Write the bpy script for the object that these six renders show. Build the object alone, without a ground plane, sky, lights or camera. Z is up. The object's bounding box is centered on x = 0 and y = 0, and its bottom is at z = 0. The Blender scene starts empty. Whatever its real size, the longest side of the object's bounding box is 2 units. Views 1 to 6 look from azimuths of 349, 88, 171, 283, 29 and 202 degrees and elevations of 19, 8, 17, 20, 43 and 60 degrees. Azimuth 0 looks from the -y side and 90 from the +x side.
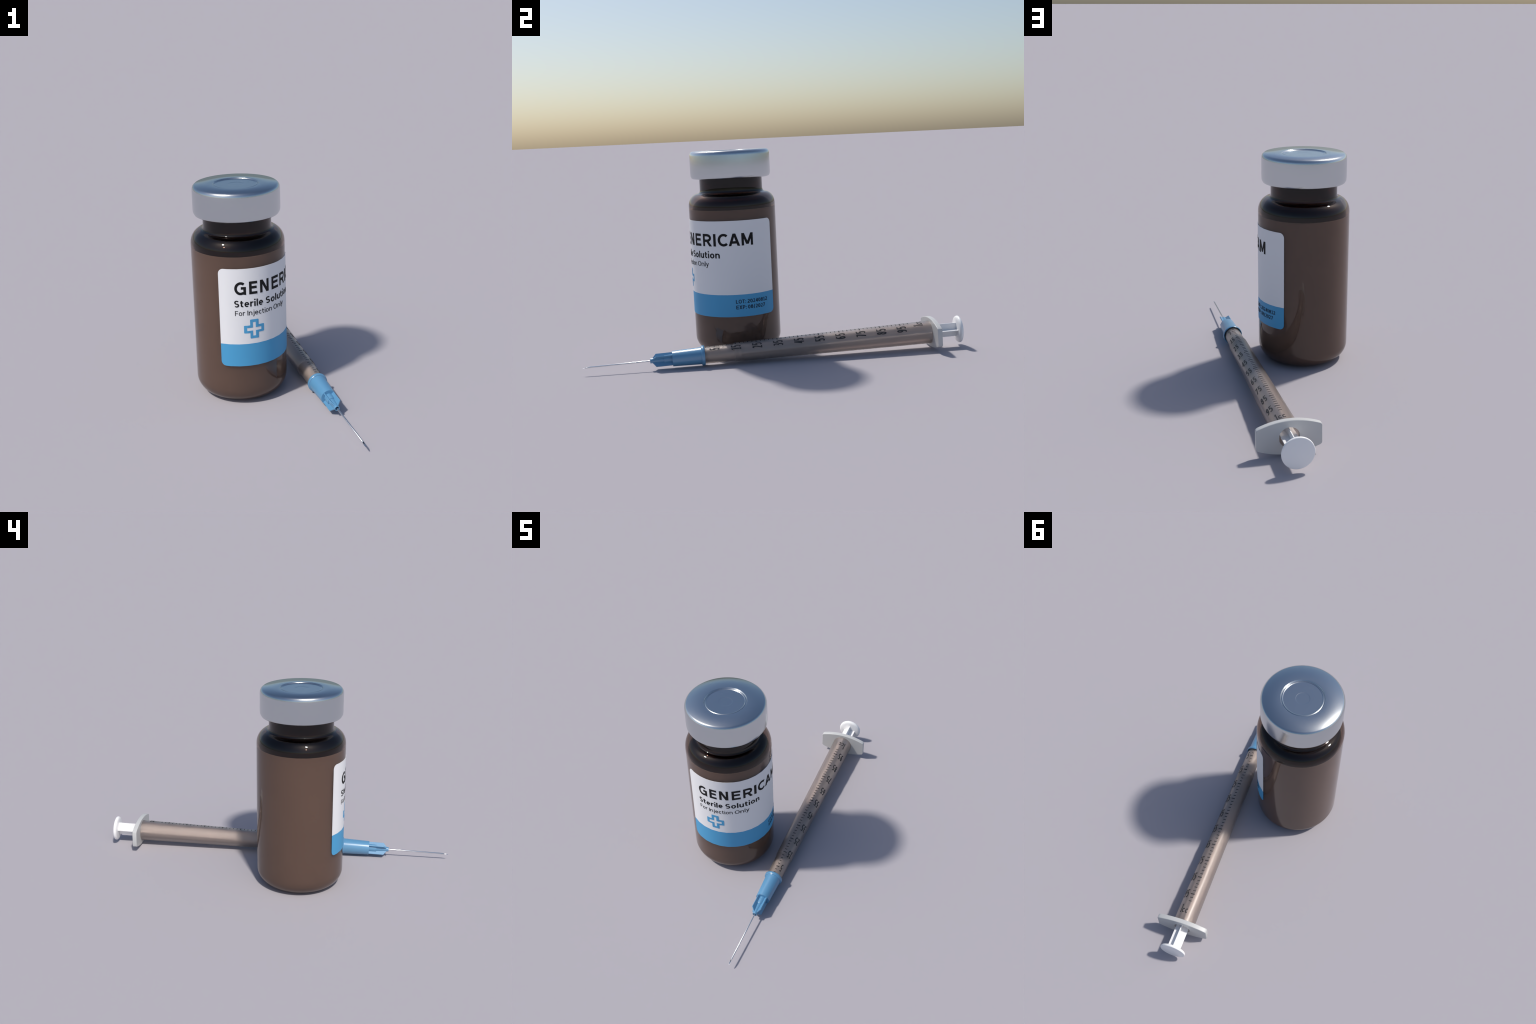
"""A small amber medicine vial with a printed label, and a slim syringe with a needle lying beside it."""
import bpy, bmesh, math
from mathutils import Matrix, Vector

TAU = math.tau
rad = math.radians

# ---------------------------------------------------------------- materials


def material(name, color, rough=0.5, metal=0.0, trans=0.0, ior=1.5, spec=0.5, grain=0.0, grain_scale=30.0,
             coat=0.0, sss=0.0, bump=0.0, bump_scale=200.0):
    m = bpy.data.materials.new(name)
    m.use_nodes = True
    nt = m.node_tree
    b = nt.nodes["Principled BSDF"]
    b.inputs["Base Color"].default_value = (*color, 1)
    b.inputs["Roughness"].default_value = rough
    b.inputs["Metallic"].default_value = metal
    b.inputs["Transmission Weight"].default_value = trans
    b.inputs["IOR"].default_value = ior
    b.inputs["Specular IOR Level"].default_value = spec
    b.inputs["Coat Weight"].default_value = coat
    if sss:
        b.inputs["Subsurface Weight"].default_value = sss
        b.inputs["Subsurface Radius"].default_value = (0.02, 0.02, 0.02)
    if grain or bump:
        tc = nt.nodes.new("ShaderNodeTexCoord")
        no = nt.nodes.new("ShaderNodeTexNoise")
        no.inputs["Scale"].default_value = grain_scale
        no.inputs["Detail"].default_value = 3.0
        nt.links.new(tc.outputs["Object"], no.inputs["Vector"])
        if grain:
            ramp = nt.nodes.new("ShaderNodeValToRGB")
            ramp.color_ramp.elements[0].position = 0.3
            ramp.color_ramp.elements[1].position = 0.7
            ramp.color_ramp.elements[0].color = (*[c * (1 - grain) for c in color], 1)
            ramp.color_ramp.elements[1].color = (*[min(1, c * (1 + grain)) for c in color], 1)
            nt.links.new(no.outputs["Fac"], ramp.inputs["Fac"])
            nt.links.new(ramp.outputs["Color"], b.inputs["Base Color"])
        if bump:
            bn = nt.nodes.new("ShaderNodeTexNoise")
            bn.inputs["Scale"].default_value = bump_scale
            nt.links.new(tc.outputs["Object"], bn.inputs["Vector"])
            bu = nt.nodes.new("ShaderNodeBump")
            bu.inputs["Strength"].default_value = bump
            bu.inputs["Distance"].default_value = 0.001
            nt.links.new(bn.outputs["Fac"], bu.inputs["Height"])
            nt.links.new(bu.outputs["Normal"], b.inputs["Normal"])
    return m


AMBER = material("amber_glass", (0.195, 0.120, 0.090), rough=0.02, trans=1.0, ior=1.45)
LIQUID = material("milky_liquid", (0.90, 0.88, 0.86), rough=0.6, spec=0.0, grain=0.015, grain_scale=6.0)
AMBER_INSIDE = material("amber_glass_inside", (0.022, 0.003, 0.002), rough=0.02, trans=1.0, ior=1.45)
RUBBER = material("dark_rubber", (0.05, 0.045, 0.045), rough=0.7)
ALUMINIUM = material("brushed_aluminium", (0.57, 0.61, 0.635), rough=0.21, metal=1.0)
PAPER = material("label_paper", (0.80, 0.80, 0.81), rough=0.5, spec=0.3)
BLUE_INK = material("blue_label_ink", (0.075, 0.34, 0.60), rough=0.5, spec=0.3)
BLACK_INK = material("black_ink", (0.008, 0.008, 0.009), rough=0.6, spec=0.2)
NAVY_INK = material("stamped_ink", (0.012, 0.02, 0.035), rough=0.6, spec=0.2)
BARREL = material("frosted_clear_plastic", (0.775, 0.692, 0.648), rough=0.31, trans=0.93, ior=1.45)
SCALE_INK = material("scale_ink", (0.055, 0.050, 0.049), rough=0.5, spec=0.3)
FLANGE = material("translucent_grey_plastic", (0.57, 0.57, 0.56), rough=0.4)
WHITE = material("white_plastic", (0.96, 0.95, 0.94), rough=0.3)
PISTON = material("pale_grey_rubber", (0.80, 0.79, 0.77), rough=0.5)
BLUE = material("blue_hub_plastic", (0.11, 0.29, 0.48), rough=0.25, spec=1.0)
STEEL = material("needle_steel", (0.72, 0.73, 0.75), rough=0.27, metal=1.0)

# ---------------------------------------------------------------- helpers


def link(ob, parent):
    bpy.context.scene.collection.objects.link(ob)
    ob.parent = parent
    return ob


def empty(name, label, category, matrix=None):
    e = bpy.data.objects.new(name, None)
    e.empty_display_size = 0.1
    bpy.context.scene.collection.objects.link(e)
    if matrix is not None:
        e.matrix_world = matrix
    e["label"], e["category"] = label, category
    return e


def finish(name, bm, mat, parent, smooth=True, sharp=None):
    bmesh.ops.remove_doubles(bm, verts=bm.verts, dist=1e-6)
    bmesh.ops.recalc_face_normals(bm, faces=bm.faces)
    me = bpy.data.meshes.new(name)
    bm.to_mesh(me)
    bm.free()
    for p in me.polygons:
        p.use_smooth = smooth
    if sharp is not None:
        me.set_sharp_from_angle(angle=rad(sharp))
    for m in (mat if isinstance(mat, (list, tuple)) else (mat,)):
        me.materials.append(m)
    return link(bpy.data.objects.new(name, me), parent)


def lathe(bm, profile, segs=96, axis="Z"):
    """Revolve a list of (radius, height) about an axis; radius 0 closes on the axis."""
    rings = []
    for r, h in profile:
        if r < 1e-9:
            co = (0, 0, h) if axis == "Z" else (0, h, 0)
            rings.append([bm.verts.new(co)])
        else:
            ring = []
            for i in range(segs):
                a = TAU * i / segs
                c, s = r * math.cos(a), r * math.sin(a)
                ring.append(bm.verts.new((c, s, h) if axis == "Z" else (c, h, s)))
            rings.append(ring)
    for A, B in zip(rings, rings[1:]):
        for i in range(segs):
            j = (i + 1) % segs
            if len(A) == 1 and len(B) == 1:
                continue
            if len(A) == 1:
                bm.faces.new((A[0], B[i], B[j]))
            elif len(B) == 1:
                bm.faces.new((A[i], A[j], B[0]))
            else:
                bm.faces.new((A[i], A[j], B[j], B[i]))
    return rings


def revolve(name, profile, mat, parent, segs=96, axis="Z", sharp=40):
    bm = bmesh.new()
    lathe(bm, profile, segs, axis)
    return finish(name, bm, mat, parent, True, sharp)


def arc(cx, cy, rx, ry, a0, a1, n):
    return [(cx + rx * math.cos(rad(a0 + (a1 - a0) * i / n)), cy + ry * math.sin(rad(a0 + (a1 - a0) * i / n))) for i in range(n + 1)]


def curve(cx, cy, rx, ry, a0, a1, n=None):
    n = n or max(4, int(abs(a1 - a0) / 12))
    return [(cx + rx * math.cos(rad(a0 + (a1 - a0) * i / n)), cy + ry * math.sin(rad(a0 + (a1 - a0) * i / n))) for i in range(n + 1)]


XH = 0.735  # height of small letters, capitals being 1 high


def glyph(ch, w, W=None):
    """Plain sans-serif letter drawn with strokes of width w.
    Returns (width, strokes); a stroke is ("line", points), ("loop", points) or
    ("bar", x0, y0, x1, y1), a slanted bar whose ends are cut level."""
    h, x = w / 2, XH
    nat = dict(G=.68, E=.54, N=.66, R=.60, I=w, C=.60, A=.68, M=.82, S=.54, F=.52, O=.72, L=.50, T=.58, X=.62, P=.58,
               t=.37, e=.53, r=.36, i=w, l=w, o=.56, u=.54, n=.54, j=.24, c=.46, y=.52, **{":": w, "/": .38, "1": .46})
    W = W or nat.get(ch, 0.52)
    k, ry = W / 2, (1 - w) / 4
    stem = ("line", [(h, 0), (h, 1)])
    if ch in "EFL":
        out = [stem]
        if ch in "EL":
            out.append(("line", [(h, h), (W, h)]))
        if ch in "EF":
            out += [("line", [(h, 1 - h), (W, 1 - h)]), ("line", [(h, .53 if ch == "E" else .47), (W * .93, .53 if ch == "E" else .47)])]
    elif ch == "T":
        out = [("line", [(0, 1 - h), (W, 1 - h)]), ("line", [(k, 0), (k, 1)])]
    elif ch == "I":
        out = [("line", [(k, 0), (k, 1)])]
    elif ch == "N":
        out = [stem, ("line", [(W - h, 0), (W - h, 1)]), ("bar", h * 1.15, 1, W - h * 1.15, 0)]
    elif ch == "M":
        out = [stem, ("line", [(W - h, 0), (W - h, 1)]), ("bar", h * 1.15, 1, k, .1), ("bar", W - h * 1.15, 1, k, .1)]
    elif ch == "A":
        out = [("bar", h * 1.1, 0, k - h * .1, 1), ("bar", W - h * 1.1, 0, k + h * .1, 1), ("line", [(W * .24, .29), (W * .76, .29)])]
    elif ch == "X":
        out = [("bar", h * 1.2, 0, W - h * 1.3, 1), ("bar", W - h * 1.2, 0, h * 1.3, 1)]
    elif ch in "RP":
        m = .45
        out = [stem, ("line", [(h, 1 - h), (W * .48, 1 - h)] + curve(W * .48, (1 - h + m) / 2, W * .48 - h, (1 - h - m) / 2, 90, -90) + [(h, m)])]
        if ch == "R":
            out.append(("bar", W * .50, m, W - h * 1.15, 0))
    elif ch == "G":
        out = [("line", curve(W * .54, .5, W * .54 - h, .51 - h, 50, 296) + [(W - h, .10), (W - h, .52), (W * .56, .52)])]
    elif ch == "C":
        out = [("line", curve(W * .58, .5, W * .58 - h, .51 - h, 47, 313))]
    elif ch == "c":
        out = [("line", curve(W * .58, x / 2, W * .58 - h, x / 2 + .01 - h, 48, 312))]
    elif ch == "S":
        out = [("line", curve(k, 1 - h - ry, k - h, ry + .01, 32, 270) + curve(k, h + ry, k - h, ry + .01, 90, -148)[1:])]
    elif ch in "O0":
        out = [("loop", curve(k, .5, k - h, .51 - h, 0, 360, 32)[:-1])]
    elif ch == "o":
        out = [("loop", curve(k, x / 2, k - h, x / 2 + .01 - h, 0, 360, 28)[:-1])]
    elif ch == "1":
        out = [("line", [(W * .56, 0), (W * .56, 1)]), ("bar", W * .12, .80, W * .56, .93), ("line", [(W * .14, h * .8), (W * .96, h * .8)])]
    elif ch == "2":
        out = [("line", curve(k * .96, 1 - h - .24, k * .96 - h, .245, 150, -38) + [(h * 1.3, w * .9)]), ("line", [(0, h), (W, h)])]
    elif ch == "3":
        out = [("line", curve(k * .9, 1 - h - ry * .95, W - k * .9 - h * 1.3, ry * .95, 140, -90) + [(k * .6, .5)]),
               ("line", [(k * .6, .5)] + curve(k * .9, h + ry, W - k * .9 - h, ry * 1.05, 85, -142))]
    elif ch == "4":
        out = [("line", [(W * .74, 0), (W * .74, 1)]), ("bar", h * 1.2, .30, W * .70, 1), ("line", [(0, .28), (W, .28)])]
    elif ch == "5":
        out = [("line", [(W * .90, 1 - h), (W * .22, 1 - h), (W * .17, .54)] + curve(W * .44, .33, W * .56 - h, .335 - h, 120, -140)[0:])]
    elif ch == "6":
        out = [("loop", curve(k, .31, k - h, .32 - h, 0, 360, 28)[:-1]), ("line", curve(W * .60, .36, W * .60 - h, .65 - h, 62, 182))]
    elif ch == "9":
        out = [("loop", curve(k, .69, k - h, .32 - h, 0, 360, 28)[:-1]), ("line", curve(W * .40, .64, W * .60 - h, .65 - h, 242, 362))]
    elif ch == "7":
        out = [("line", [(0, 1 - h), (W, 1 - h)]), ("bar", W * .30, 0, W - h * 1.05, 1 - h)]
    elif ch == "8":
        out = [("loop", curve(k, 1 - h - .20, k - h * 1.2, .205, 0, 360, 28)[:-1]), ("loop", curve(k, h + .25, k - h, .255, 0, 360, 28)[:-1])]
    elif ch == "t":
        out = [("line", [(W * .40, .94), (W * .40, .20)] + curve(W * .40 + .16, .20 + h * .2, .16, .20 - h * .8, 180, 285)), ("line", [(0, x - h), (W * .95, x - h)])]
    elif ch == "e":
        out = [("line", [(h, x * .50), (W - h, x * .50)] + curve(k, x / 2, k - h, x / 2 + .01 - h, 2, 312))]
    elif ch == "r":
        out = [("line", [(h, 0), (h, x)]), ("line", curve(W * .98, x - h - .26, W * .98 - h, .26, 175, 84))]
    elif ch in "il":
        out = [("line", [(h, 0), (h, x if ch == "i" else 1.05)])]
        if ch == "i":
            out.append(("line", [(h, .90), (h, .90 + w * 1.1)]))
    elif ch == "j":
        out = [("line", [(W - h, x), (W - h, -.12)] + curve(W - h - .14, -.12, .14, .14, 0, -100)), ("line", [(W - h, .90), (W - h, .90 + w * 1.1)])]
    elif ch == "n":
        out = [("line", [(h, 0), (h, x)]), ("line", curve(k, x - h - .22, k - h, .225, 165, 0) + [(W - h, 0)])]
    elif ch == "u":
        out = [("line", [(W - h, 0), (W - h, x)]), ("line", [(h, x)] + curve(k, h + .22, k - h, .225, 180, 345))]
    elif ch == "y":
        out = [("bar", h * 1.1, x, k, .0), ("bar", W - h * 1.1, x, W * .30, -.24), ("line", [(.02, -.26 + h * .3), (W * .36, -.26 + h * .3)])]
    elif ch == ":":
        out = [("line", [(h, 0), (h, w * 1.1)]), ("line", [(h, .55), (h, .55 + w * 1.1)])]
    elif ch == "/":
        out = [("bar", h, -.10, W - h, 1.05)]
    return W, out


def ribbon(bm, pts, w, closed=False):
    """Mitred band of width w along a polyline."""
    n, left, right = len(pts), [], []
    P = [Vector(p) for p in pts]
    for i in range(n):
        a = P[i] - P[i - 1] if (i or closed) else P[1] - P[0]
        b = P[(i + 1) % n] - P[i] if (i < n - 1 or closed) else a
        a, b = (a if a.length > 1e-9 else b).normalized(), (b if b.length > 1e-9 else a).normalized()
        na, nb = Vector((-a.y, a.x)), Vector((-b.y, b.x))
        m = na + nb
        m = na if m.length < 1e-6 else m.normalized()
        d = w / 2 / max(0.45, m.dot(na))
        left.append(bm.verts.new((P[i].x + m.x * d, P[i].y + m.y * d, 0)))
        right.append(bm.verts.new((P[i].x - m.x * d, P[i].y - m.y * d, 0)))
    for i in range(n if closed else n - 1):
        j = (i + 1) % n
        bm.faces.new((right[i], right[j], left[j], left[i]))


def text_sheet(body, w=0.12, gap=0.11, widths=None):
    """Flat bmesh of a word: baseline at y = 0, capitals 1 high; strokes are laid one a hair above the other."""
    bm, x, level = bmesh.new(), 0.0, 0
    for ch in body:
        if ch == " ":
            x += 0.25
            continue
        W, strokes = glyph(ch, w, widths)
        for st in strokes:
            first = len(bm.verts)
            if st[0] == "bar":
                _, x0, y0, x1, y1 = st
                run = math.hypot(x1 - x0, y1 - y0)
                d = w / 2 * min(1.35, run / abs(y1 - y0))
                q = [(x0 - d, y0), (x0 + d, y0), (x1 + d, y1), (x1 - d, y1)]
                if y1 < y0:
                    q.reverse()
                bm.faces.new([bm.verts.new((*p, 0)) for p in q])
            else:
                ribbon(bm, st[1], w, st[0] == "loop")
            bm.verts.ensure_lookup_table()
            level = (level + 1) % 4
            for v in bm.verts[first:]:
                v.co.x += x
                v.co.z = level * 0.00006
        x += W + gap
    return bm


def place_sheet(bm, x0, x1, y0, cap):
    """Stretch a word to run from x0 to x1 with its baseline at y0 and the given capital height."""
    a, b = min(v.co.x for v in bm.verts), max(v.co.x for v in bm.verts)
    for v in bm.verts:
        v.co.x = x0 + (v.co.x - a) / (b - a) * (x1 - x0)
        v.co.y = y0 + v.co.y * cap
    return bm


def slice_x(bm, cuts):
    for x in cuts:
        bmesh.ops.bisect_plane(bm, geom=bm.verts[:] + bm.edges[:] + bm.faces[:], plane_co=(x, 0, 0), plane_no=(1, 0, 0), dist=1e-7)


def thicken(bm, t):
    """Extrude a flat sheet along +z so that it has depth."""
    ret = bmesh.ops.extrude_face_region(bm, geom=bm.faces[:], use_keep_orig=True)
    for v in (g for g in ret["geom"] if isinstance(g, bmesh.types.BMVert)):
        v.co.z += t


def merge(target, source):
    me = bpy.data.meshes.new("tmp")
    source.to_mesh(me)
    source.free()
    target.from_mesh(me)
    bpy.data.meshes.remove(me)


# ================================================================ the vial
VIAL_X, VIAL_Y = -0.0881, -0.1930
R_BODY, R_NECK, LEVEL = 0.2369, 0.1715, 0.788
vial = empty("medicine_vial", "small amber glass medicine vial with silver cap and printed label", "medicine vial",
             Matrix.Translation((VIAL_X, VIAL_Y, 0)))

# outer glass profile from the foot up, then down the inside of the wall
outer = [(0.0, 0.012), (0.10, 0.010), (0.135, 0.003), (0.147, 0.0004)]
outer += arc(R_BODY - 0.083, 0.083, 0.083, 0.083, -90, 0, 14)
outer += [(R_BODY, 0.20), (R_BODY, 0.40), (R_BODY, 0.60), (R_BODY, 0.77)]
outer += [(0.171 + (R_BODY - 0.171) * math.cos(a) ** 0.92, 0.800 + 0.0725 * math.sin(a) ** 0.94) for a in [rad(70 * i / 14) for i in range(15)]]
outer += [(0.1855, 0.8705), (0.1808, 0.8722), (0.1765, 0.8745), (0.1738, 0.8785), (0.1722, 0.8835), (R_NECK, 0.890)]
outer += [(R_NECK, 0.92), (R_NECK, 0.98), (R_NECK, 1.055), (0.168, 1.060)]
inner = [(0.128, 1.060), (0.125, 1.055), (0.125, 0.895)]
inner += arc(0.155, 0.790, 0.062, 0.064, 80, 0, 10)
inner += [(0.217, 0.60), (0.217, 0.30), (0.217, 0.09)]
inner += arc(0.152, 0.09, 0.065, 0.065, 0, -90, 10)
inner += [(0.0, 0.025)]
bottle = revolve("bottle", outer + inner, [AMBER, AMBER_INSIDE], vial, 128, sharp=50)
for p in bottle.data.polygons:  # air side of the wall above the filling, in the near-black amber
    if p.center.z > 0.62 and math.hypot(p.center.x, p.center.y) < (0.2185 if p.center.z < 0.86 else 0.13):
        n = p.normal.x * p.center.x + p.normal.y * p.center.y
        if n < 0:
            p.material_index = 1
    if p.center.z > 0.888:  # neck glass also tinted near-black, so no light shows through
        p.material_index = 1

# the filling reaches a little into the wall so that glass and liquid touch
R_LIQ = 0.2215
liq = [(0.0, 0.020)] + arc(R_LIQ - 0.068, 0.088, 0.068, 0.068, -90, 0, 10) + [(R_LIQ, 0.40), (R_LIQ, LEVEL - 0.001), (R_LIQ - 0.001, LEVEL), (0.0, LEVEL)]
revolve("liquid", liq, LIQUID, vial, 96, sharp=40)

# rubber stopper hidden under the cap, its skirt in the neck
revolve("stopper", [(0, 0.93), (0.10, 0.93), (0.1245, 0.935), (0.1245, 1.061), (0.165, 1.062), (0.165, 1.072), (0, 1.072)], RUBBER, vial, 64)

# crimped cap: few bevel rings, so that the smooth shading rolls over the rim
cap = [(0.0, 1.0944), (0.0340, 1.0944), (0.0354, 1.0944), (0.0362, 1.09455), (0.0371, 1.09477), (0.0379, 1.0948), (0.0394, 1.0948), (0.0410, 1.0948),
       (0.1000, 1.0948), (0.1012, 1.0948), (0.1022, 1.0953), (0.1032, 1.0961), (0.1042, 1.0968), (0.1054, 1.0970), (0.1066, 1.0966), (0.1078, 1.0956), (0.1090, 1.0948), (0.1102, 1.0947),
       (0.1114, 1.0951), (0.1125, 1.0965), (0.1136, 1.0983), (0.1148, 1.0994), (0.1160, 1.0992), (0.1185, 1.0992),
       (0.2045, 1.0992), (0.2132, 1.0922), (0.2169, 1.0840), (0.2181, 1.0755), (0.2183, 0.9775),
       (0.2170, 0.9645), (0.2118, 0.9545), (0.2030, 0.9505), (0.1900, 0.9492), (0.1730, 0.9485),
       (0.1724, 0.9495), (0.1724, 1.0740), (0.0, 1.0740)]
revolve("cap", cap, ALUMINIUM, vial, 128, sharp=60)

# ---- label: a stiff sheet bent in flat strips around half of the body
TH0, STEP, STRIPS = -124.9, 11.25, 16
TH1 = TH0 + STEP * STRIPS
R_LAB, Z_BOT, Z_BAND, Z_TOP, CORNER = 0.2390, 0.2198, 0.3395, 0.7335, 0.026


def on_label(theta, z, h=0.0):
    """Point of the faceted label surface at an angle (degrees) and height, raised by h."""
    k = min(max(math.floor((theta - TH0) / STEP), 0), STRIPS - 1)
    a, b = rad(TH0 + k * STEP), rad(TH0 + (k + 1) * STEP)
    mid, half = (a + b) / 2, (b - a) / 2
    d = (R_LAB) * math.cos(half) / math.cos(rad(theta) - mid) + h
    return Vector((d * math.cos(rad(theta)), d * math.sin(rad(theta)), z))


FACETS = [TH0 + STEP * i for i in range(1, STRIPS)]


def label_sheet(name, z0, z1, round_low, mat, parent):
    """One printed zone of the label: rounded at its lower or its upper two corners."""
    dth = math.degrees(CORNER / R_LAB)
    cols = sorted(set([TH0 + dth * (1 - math.cos(rad(a))) for a in range(0, 91, 10)] + [TH1 - dth * (1 - math.cos(rad(a))) for a in range(0, 91, 10)] + FACETS))

    def inset(th):
        e = min(th - TH0, TH1 - th)
        if e >= dth:
            return 0.0
        x = 1 - max(e, 0) / dth
        return CORNER * (1 - math.sqrt(max(0.0, 1 - x * x)))

    bm = bmesh.new()
    grid = []
    for th in cols:
        lo = z0 + (inset(th) if round_low else 0)
        hi = z1 - (0 if round_low else inset(th))
        grid.append([[bm.verts.new(on_label(th, z, h)) for z in (lo, hi)] for h in (0.0, -0.0014)])
    for A, B in zip(grid, grid[1:]):
        for f in ((A[0][0], B[0][0], B[0][1], A[0][1]), (A[1][0], A[1][1], B[1][1], B[1][0]),
                  (A[0][1], B[0][1], B[1][1], A[1][1]), (A[0][0], A[1][0], B[1][0], B[0][0])):
            bm.faces.new(f)
    for A in (grid[0], grid[-1]):
        bm.faces.new((A[0][0], A[0][1], A[1][1], A[1][0]))
    return finish(name, bm, mat, parent, True, 35)


label = label_sheet("label", Z_BAND, Z_TOP, False, PAPER, vial)
label_sheet("colour_band", Z_BOT, Z_BAND, True, BLUE_INK, label)


def label_print(name, pieces, mat, w, t=0.0005, fit=False):
    """pieces: (word, angle from, angle to, baseline height, capital height)"""
    out = bmesh.new()
    for word, a, b, z, cap_h in pieces:
        width = rad(b - a) * R_LAB / cap_h if fit else None
        bm = place_sheet(text_sheet(word, w, widths=width), a, b, z, cap_h)
        slice_x(bm, FACETS)
        thicken(bm, t)
        for v in bm.verts:
            v.co = on_label(v.co.x, v.co.y, 0.0003 + v.co.z)
        merge(out, bm)
    ob = finish(name, out, mat, label, False)
    ob["kind"] = "stuff"
    return ob


Z1, H1 = 0.6008, 0.0658
label_print("product_name", [("G", -105.9, -92.3, Z1, H1), ("E", -88.55, -78.7, Z1, H1), ("N", -74.9, -62.95, Z1, H1),
                             ("E", -58.4, -46.7, Z1, H1), ("R", -43.1, -29.4, Z1, H1), ("I", -27.0, -23.5, Z1, H1),
                             ("C", -20.8, -7.85, Z1, H1), ("A", -6.75, 7.7, Z1, H1), ("M", 9.75, 25.0, Z1, H1)], BLACK_INK, 0.195, fit=True)
label_print("subtitle", [("Sterile", -106.6, -71.5, 0.5368, 0.0350), ("Solution", -67.6, -19.1, 0.5368, 0.0350)], BLACK_INK, 0.165)
label_print("usage_note", [("For", -106.1, -94.2, 0.4918, 0.0255), ("Injection", -91.4, -58.8, 0.4918, 0.0255),
                           ("Only", -55.9, -35.6, 0.4918, 0.0255)], BLACK_INK, 0.115)
label_print("batch_stamp", [("LOT:", -1.4, 11.5, 0.2922, 0.0198), ("20240812", 13.5, 42.6, 0.2922, 0.0198),
                            ("EXP:", -1.2, 12.1, 0.2614, 0.0198), ("08/2027", 14.0, 38.7, 0.2614, 0.0198)], NAVY_INK, 0.15)


def plus_outline(x0, x1, x2, x3, y0, y1, y2, y3):
    return [(x1, y0), (x2, y0), (x2, y1), (x3, y1), (x3, y2), (x2, y2), (x2, y3), (x1, y3), (x1, y2), (x0, y2), (x0, y1), (x1, y1)]


def cross_symbol():
    """Outlined plus sign: a blue border around a white plus, outer corners slightly rounded."""
    big = plus_outline(-96.1, -88.6, -78.2, -71.1, 0.3670, 0.3970, 0.4376, 0.4678)
    small = plus_outline(-92.45, -85.3, -81.8, -74.65, 0.3808, 0.4086, 0.4247, 0.4534)
    bm = bmesh.new()
    O = [bm.verts.new((x, y, 0)) for x, y in big]
    I = [bm.verts.new((x, y, 0)) for x, y in small]
    for i in range(12):
        j = (i + 1) % 12
        bm.faces.new((O[i], O[j], I[j], I[i]))
    # convex outer corners
    k = 4.2 / 0.0175
    for v in bm.verts:
        v.co.y *= k
    conv = [O[i] for i in (0, 1, 3, 4, 6, 7, 9, 10)]
    bmesh.ops.bevel(bm, geom=conv, offset=0.9, segments=3, affect="VERTICES", profile=0.5)
    for v in bm.verts:
        v.co.y /= k
    slice_x(bm, FACETS)
    thicken(bm, 0.0005)
    for v in bm.verts:
        v.co = on_label(v.co.x, v.co.y, 0.0003 + v.co.z)
    return finish("cross_symbol", bm, BLUE_INK, label, False)


cross_symbol()

# ================================================================ the syringe
# local frame: y runs along the axis from needle to plunger, x to the side, z up
AXIS = Vector((-0.0845203, 1.0, 0.02566456)).normalized()
SIDE = AXIS.cross(Vector((0, 0, 1))).normalized()
UP = SIDE.cross(AXIS)
M = Matrix((SIDE, AXIS, UP)).transposed().to_4x4()
M.translation = Vector((0.24022, 0.0, 0.06275))
syringe = empty("syringe", "slim disposable syringe with blue needle hub and graduated barrel", "syringe", M)


def r_wide(s):
    return 0.0515 + 0.01074 * s


def r_slim(s):
    return 0.0430 + (s + 0.40) * 0.0135


STEP_S, END_S = -0.2187, 0.832
wall = 0.0098
barrel_profile = [(0.030, -0.397), (0.0405, -0.397), (0.0425, -0.394), (r_slim(-0.37), -0.37), (r_slim(-0.30), -0.30), (r_slim(-0.2265), -0.2265),
                  (r_slim(-0.222) + 0.0003, -0.2250), (r_wide(STEP_S) - 0.0008, -0.2205), (r_wide(STEP_S) + 0.0003, -0.2192), (r_wide(STEP_S) + 0.0003, STEP_S + 0.0012), (r_wide(STEP_S), STEP_S + 0.003)]
barrel_profile += [(r_wide(s), s) for s in (-0.1, 0.1, 0.3, 0.5, 0.7, END_S - 0.0002)]
barrel_profile += [(r_wide(s) - wall, s) for s in (END_S - 0.0002, 0.7, 0.5, 0.3, 0.1, -0.1, -0.205)]
barrel_profile += [(0.0345, -0.212), (0.0335, -0.30), (0.030, -0.396), (0.030, -0.397)]
revolve("barrel", barrel_profile, BARREL, syringe, 96, "Y", sharp=35)

# finger flange: a bowed plate with cut-off ends and a round hole


def flange_outline(n=14):
    top = [(q, 0.0774 - 1.476 * q * q) for q in [0.135 - 0.270 * i / (2 * n) for i in range(2 * n + 1)]]
    corner = [(0.1412, 0.0460), (0.1438, 0.0400)]
    right = [(0.1474, -0.0), ]
    up = [(q, w) for q, w in reversed(corner)] + top + [(-q, w) for q, w in corner]
    return up + [(-q, -w) for q, w in up]


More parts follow.
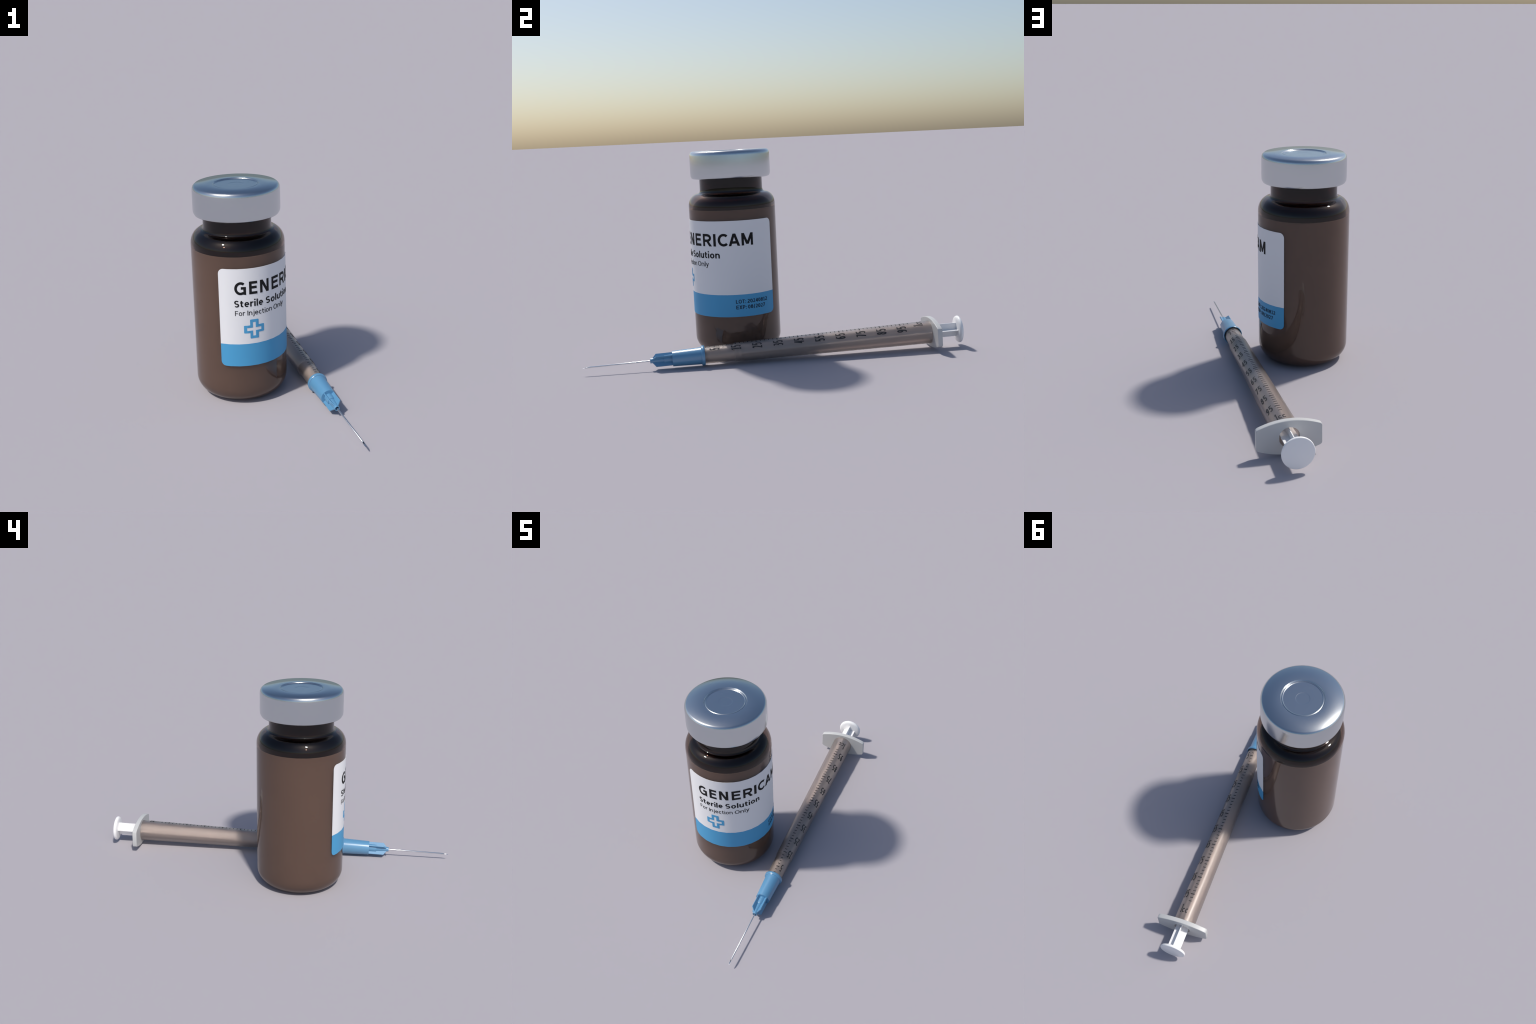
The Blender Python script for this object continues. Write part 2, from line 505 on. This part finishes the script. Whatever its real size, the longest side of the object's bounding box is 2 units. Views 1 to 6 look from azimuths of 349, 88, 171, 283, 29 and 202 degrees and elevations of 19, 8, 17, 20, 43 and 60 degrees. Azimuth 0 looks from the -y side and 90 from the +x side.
def finger_flange():
    s0, s1, r = 0.832, 0.8568, 0.0466
    pts = flange_outline()
    # start the hole at matching angles so the faces between ring and outline stay tidy
    bm = bmesh.new()
    layers = []
    e = 0.0022
    for s, shrink in ((s0, e), (s0 + e, 0), (s1 - e, 0), (s1, e)):
        row_o = []
        for q, w in pts:
            d = math.hypot(q, w)
            f = 1 - shrink / d
            row_o.append(bm.verts.new((q * f, s, w * f)))
        layers.append(row_o)
    holes = []
    for s in (s0, s1):
        holes.append([bm.verts.new((r * q / math.hypot(q, w), s, r * w / math.hypot(q, w))) for q, w in pts])
    n = len(pts)
    for i in range(n):
        j = (i + 1) % n
        for A, B in zip(layers, layers[1:]):
            bm.faces.new((A[i], A[j], B[j], B[i]))
        bm.faces.new((layers[0][i], holes[0][i], holes[0][j], layers[0][j]))
        bm.faces.new((layers[-1][i], layers[-1][j], holes[1][j], holes[1][i]))
        bm.faces.new((holes[0][i], holes[1][i], holes[1][j], holes[0][j]))
    return finish("finger_flange", bm, FLANGE, syringe, True, 30)


finger_flange()

# plunger: cross-shaped rod, thumb rest at the back, piston in the slim front of the barrel
plunger = revolve("plunger", [(0, -0.207), (0.030, -0.207), (0.0345, -0.203), (0.0345, -0.190), (0.030, -0.186), (0, -0.186)], WHITE, syringe, 64, "Y")


def rod():
    R, t = 0.0366, 0.0023
    prof = [(R, -t), (R, t), (t, t), (t, R), (-t, R), (-t, t), (-R, t), (-R, -t), (-t, -t), (-t, -R), (t, -R), (t, -t)]
    bm = bmesh.new()
    rows = [[bm.verts.new((q, s, w)) for q, w in prof] for s in (-0.187, 0.3, 0.9815)]
    for A, B in zip(rows, rows[1:]):
        for i in range(12):
            bm.faces.new((A[i], A[(i + 1) % 12], B[(i + 1) % 12], B[i]))
    bm.faces.new(rows[0])
    bm.faces.new(rows[-1])
    ob = finish("rod", bm, WHITE, plunger, False)
    bv = ob.modifiers.new("edge", "BEVEL")
    bv.width, bv.segments, bv.limit_method = 0.0008, 2, "ANGLE"
    return ob


rod()
revolve("thumb_rest", [(0, 0.9795), (0.052, 0.9805), (0.061, 0.9815), (0.0675, 0.9845), (0.0708, 0.9885), (0.0716, 0.9915), (0.0714, 0.9955), (0.0700, 0.9980), (0.0675, 0.9988), (0, 0.9988)],
        WHITE, plunger, 96, "Y", sharp=50)
revolve("piston", [(0, -0.388), (0.026, -0.388), (0.0285, -0.384), (0.0332, -0.300), (0.0342, -0.215), (0.033, -0.2085), (0, -0.2085)], PISTON, plunger, 64, "Y")

# scale: 50 ticks, every fifth one longer and bolder, sharing two meshes


def tick_mesh(name, f0, f1, width):
    """An arc-shaped bar on a cylinder of radius 1, scaled later to the barrel's radius."""
    bm = bmesh.new()
    n = 8
    rows = []
    for i in range(n + 1):
        f = rad(f0 + (f1 - f0) * i / n)
        rows.append([bm.verts.new((r * math.cos(f), y, r * math.sin(f))) for r, y in ((1.003, -width / 2), (1.014, -width / 2), (1.014, width / 2), (1.003, width / 2))])
    for A, B in zip(rows, rows[1:]):
        for k in range(4):
            bm.faces.new((A[k], B[k], B[(k + 1) % 4], A[(k + 1) % 4]))
    bm.faces.new(rows[0])
    bm.faces.new(rows[-1])
    bmesh.ops.recalc_face_normals(bm, faces=bm.faces)
    me = bpy.data.meshes.new(name)
    bm.to_mesh(me)
    bm.free()
    me.materials.append(SCALE_INK)
    return me


barrel = bpy.data.objects["barrel"]
MAJOR = tick_mesh("long_scale_mark", 72, 94.8, 0.0060)
MINOR = tick_mesh("scale_mark", 77.6, 94.0, 0.0042)
S5, PITCH = -0.3250, 0.02205


def r_at(s):
    return r_wide(s) if s > STEP_S else r_slim(s)


for i in range(-2, 48):
    s = S5 + PITCH * i
    major = i % 5 == 0
    ob = link(bpy.data.objects.new("long_scale_mark" if major else "scale_mark", MAJOR if major else MINOR), barrel)
    r = r_at(s) if abs(s - STEP_S) > 0.006 else r_wide(STEP_S)
    ob.location = (0, s, 0)
    ob.scale = (r, 1, r)


def barrel_print(name, word, f0, f1, base, cap_h, w, widths, gap):
    """Lettering wrapped on the barrel: reads across the axis, its top toward the needle."""
    bm = place_sheet(text_sheet(word, w, gap, widths), f0, f1, 0.0, cap_h)
    slice_x(bm, [5 * k for k in range(0, 36)])
    thicken(bm, 0.0006)
    for v in bm.verts:
        s = base - v.co.y
        r = (r_wide(s) if s > -0.226 else r_slim(s)) + 0.00025 + v.co.z
        if -0.243 < s < STEP_S:  # the figure at the shoulder spans it at the larger radius
            r = r_wide(STEP_S) + 0.00025 + v.co.z
        v.co = (r * math.cos(rad(v.co.x)), s, r * math.sin(rad(v.co.x)))
    return finish(name, bm, SCALE_INK, barrel, False)


for k in range(10):
    value = 5 + 10 * k
    s = S5 + 5 * PITCH * k
    barrel_print("numeral", str(value), 26 if k else 45.5, 60.5, s + 0.0262, 0.0515, 0.125, 0.30, 0.09)
barrel_print("unit_mark", "1", 49.5, 60.0, 0.7860, 0.0510, 0.14, 0.26, 0.0)
barrel_print("unit_mark", "cc", 62.5, 94.5, 0.7862, 0.0360, 0.155, 0.45, 0.12)

# needle hub
hub = [(0, -0.412), (0.040, -0.412), (0.0445, -0.400), (0.0462, -0.379), (0.0478, -0.3765), (0.0505, -0.3765), (0.0522, -0.3790), (0.0526, -0.3845), (0.0520, -0.3900), (0.0495, -0.3935),
       (0.0452, -0.3945), (0.0445, -0.3960), (0.0400, -0.5415), (0.0393, -0.5435), (0.0225, -0.5440), (0.0215, -0.5850), (0.0205, -0.5868), (0.0172, -0.5870),
       (0.0133, -0.640), (0.0130, -0.657), (0.0122, -0.6585), (0.0098, -0.6585), (0.0090, -0.657), (0.0085, -0.630), (0, -0.630)]
needle_hub = revolve("needle_hub", hub, BLUE, syringe, 72, "Y", sharp=35)


def fin_mesh():
    bm = bmesh.new()
    t = 0.0030
    prof = [(0.008, -0.541), (0.0375, -0.541), (0.0375, -0.6285), (0.0120, -0.6475), (0.008, -0.6475)]
    rows = [[bm.verts.new((r, s, z)) for r, s in prof] for z in (-t, t)]
    for i in range(5):
        j = (i + 1) % 5
        bm.faces.new((rows[0][i], rows[0][j], rows[1][j], rows[1][i]))
    bm.faces.new(rows[0])
    bm.faces.new(rows[1])
    bmesh.ops.recalc_face_normals(bm, faces=bm.faces)
    bmesh.ops.bevel(bm, geom=bm.edges[:], offset=0.0006, segments=1, affect="EDGES")
    me = bpy.data.meshes.new("fin")
    bm.to_mesh(me)
    bm.free()
    me.materials.append(BLUE)
    return me


FIN = fin_mesh()
for k in range(4):
    ob = link(bpy.data.objects.new("fin", FIN), needle_hub)
    ob.rotation_euler = (0, -rad(43 + 90 * k), 0)


def needle():
    """Hollow steel tube ground to a slanted point, the opening facing up."""
    ro, ri, n = 0.0040, 0.0027, 32
    bm = bmesh.new()
    cut0, cut1 = -0.9650, -1.0036

    def end(w):
        return cut0 + (cut1 - cut0) * (1 - (w / ro + 1) / 2)

    rings = []
    for r, s in ((ri, None), (ro, None), (ro, -0.62), (ri, -0.62)):
        ring = []
        for i in range(n):
            a = TAU * i / n
            w = r * math.sin(a)
            ring.append(bm.verts.new((r * math.cos(a), end(w) if s is None else s, w)))
        rings.append(ring)
    rings.append(rings[0])
    for A, B in zip(rings, rings[1:]):
        for i in range(n):
            j = (i + 1) % n
            bm.faces.new((A[i], A[j], B[j], B[i]))
    ob = finish("needle", bm, STEEL, syringe, True, 35)
    # normals bent toward the tip so the sun glint falls partway along the shaft
    me = ob.data
    nrm = []
    for p in me.polygons:
        along = abs(p.normal.y) < 0.05 and math.hypot(p.center.x, p.center.z) > 0.0031
        for v in p.vertices:
            co = me.vertices[v].co
            if along:
                t = rad(33) * min(1.0, max(0.0, (-0.62 - co.y) / 0.36))
                d = Vector((co.x, 0, co.z)).normalized()
                nrm.append(d * math.cos(t) + Vector((0, -math.sin(t), 0)))
            else:
                nrm.append(p.normal.copy())
    me.normals_split_custom_set(nrm)
    return ob


needle()
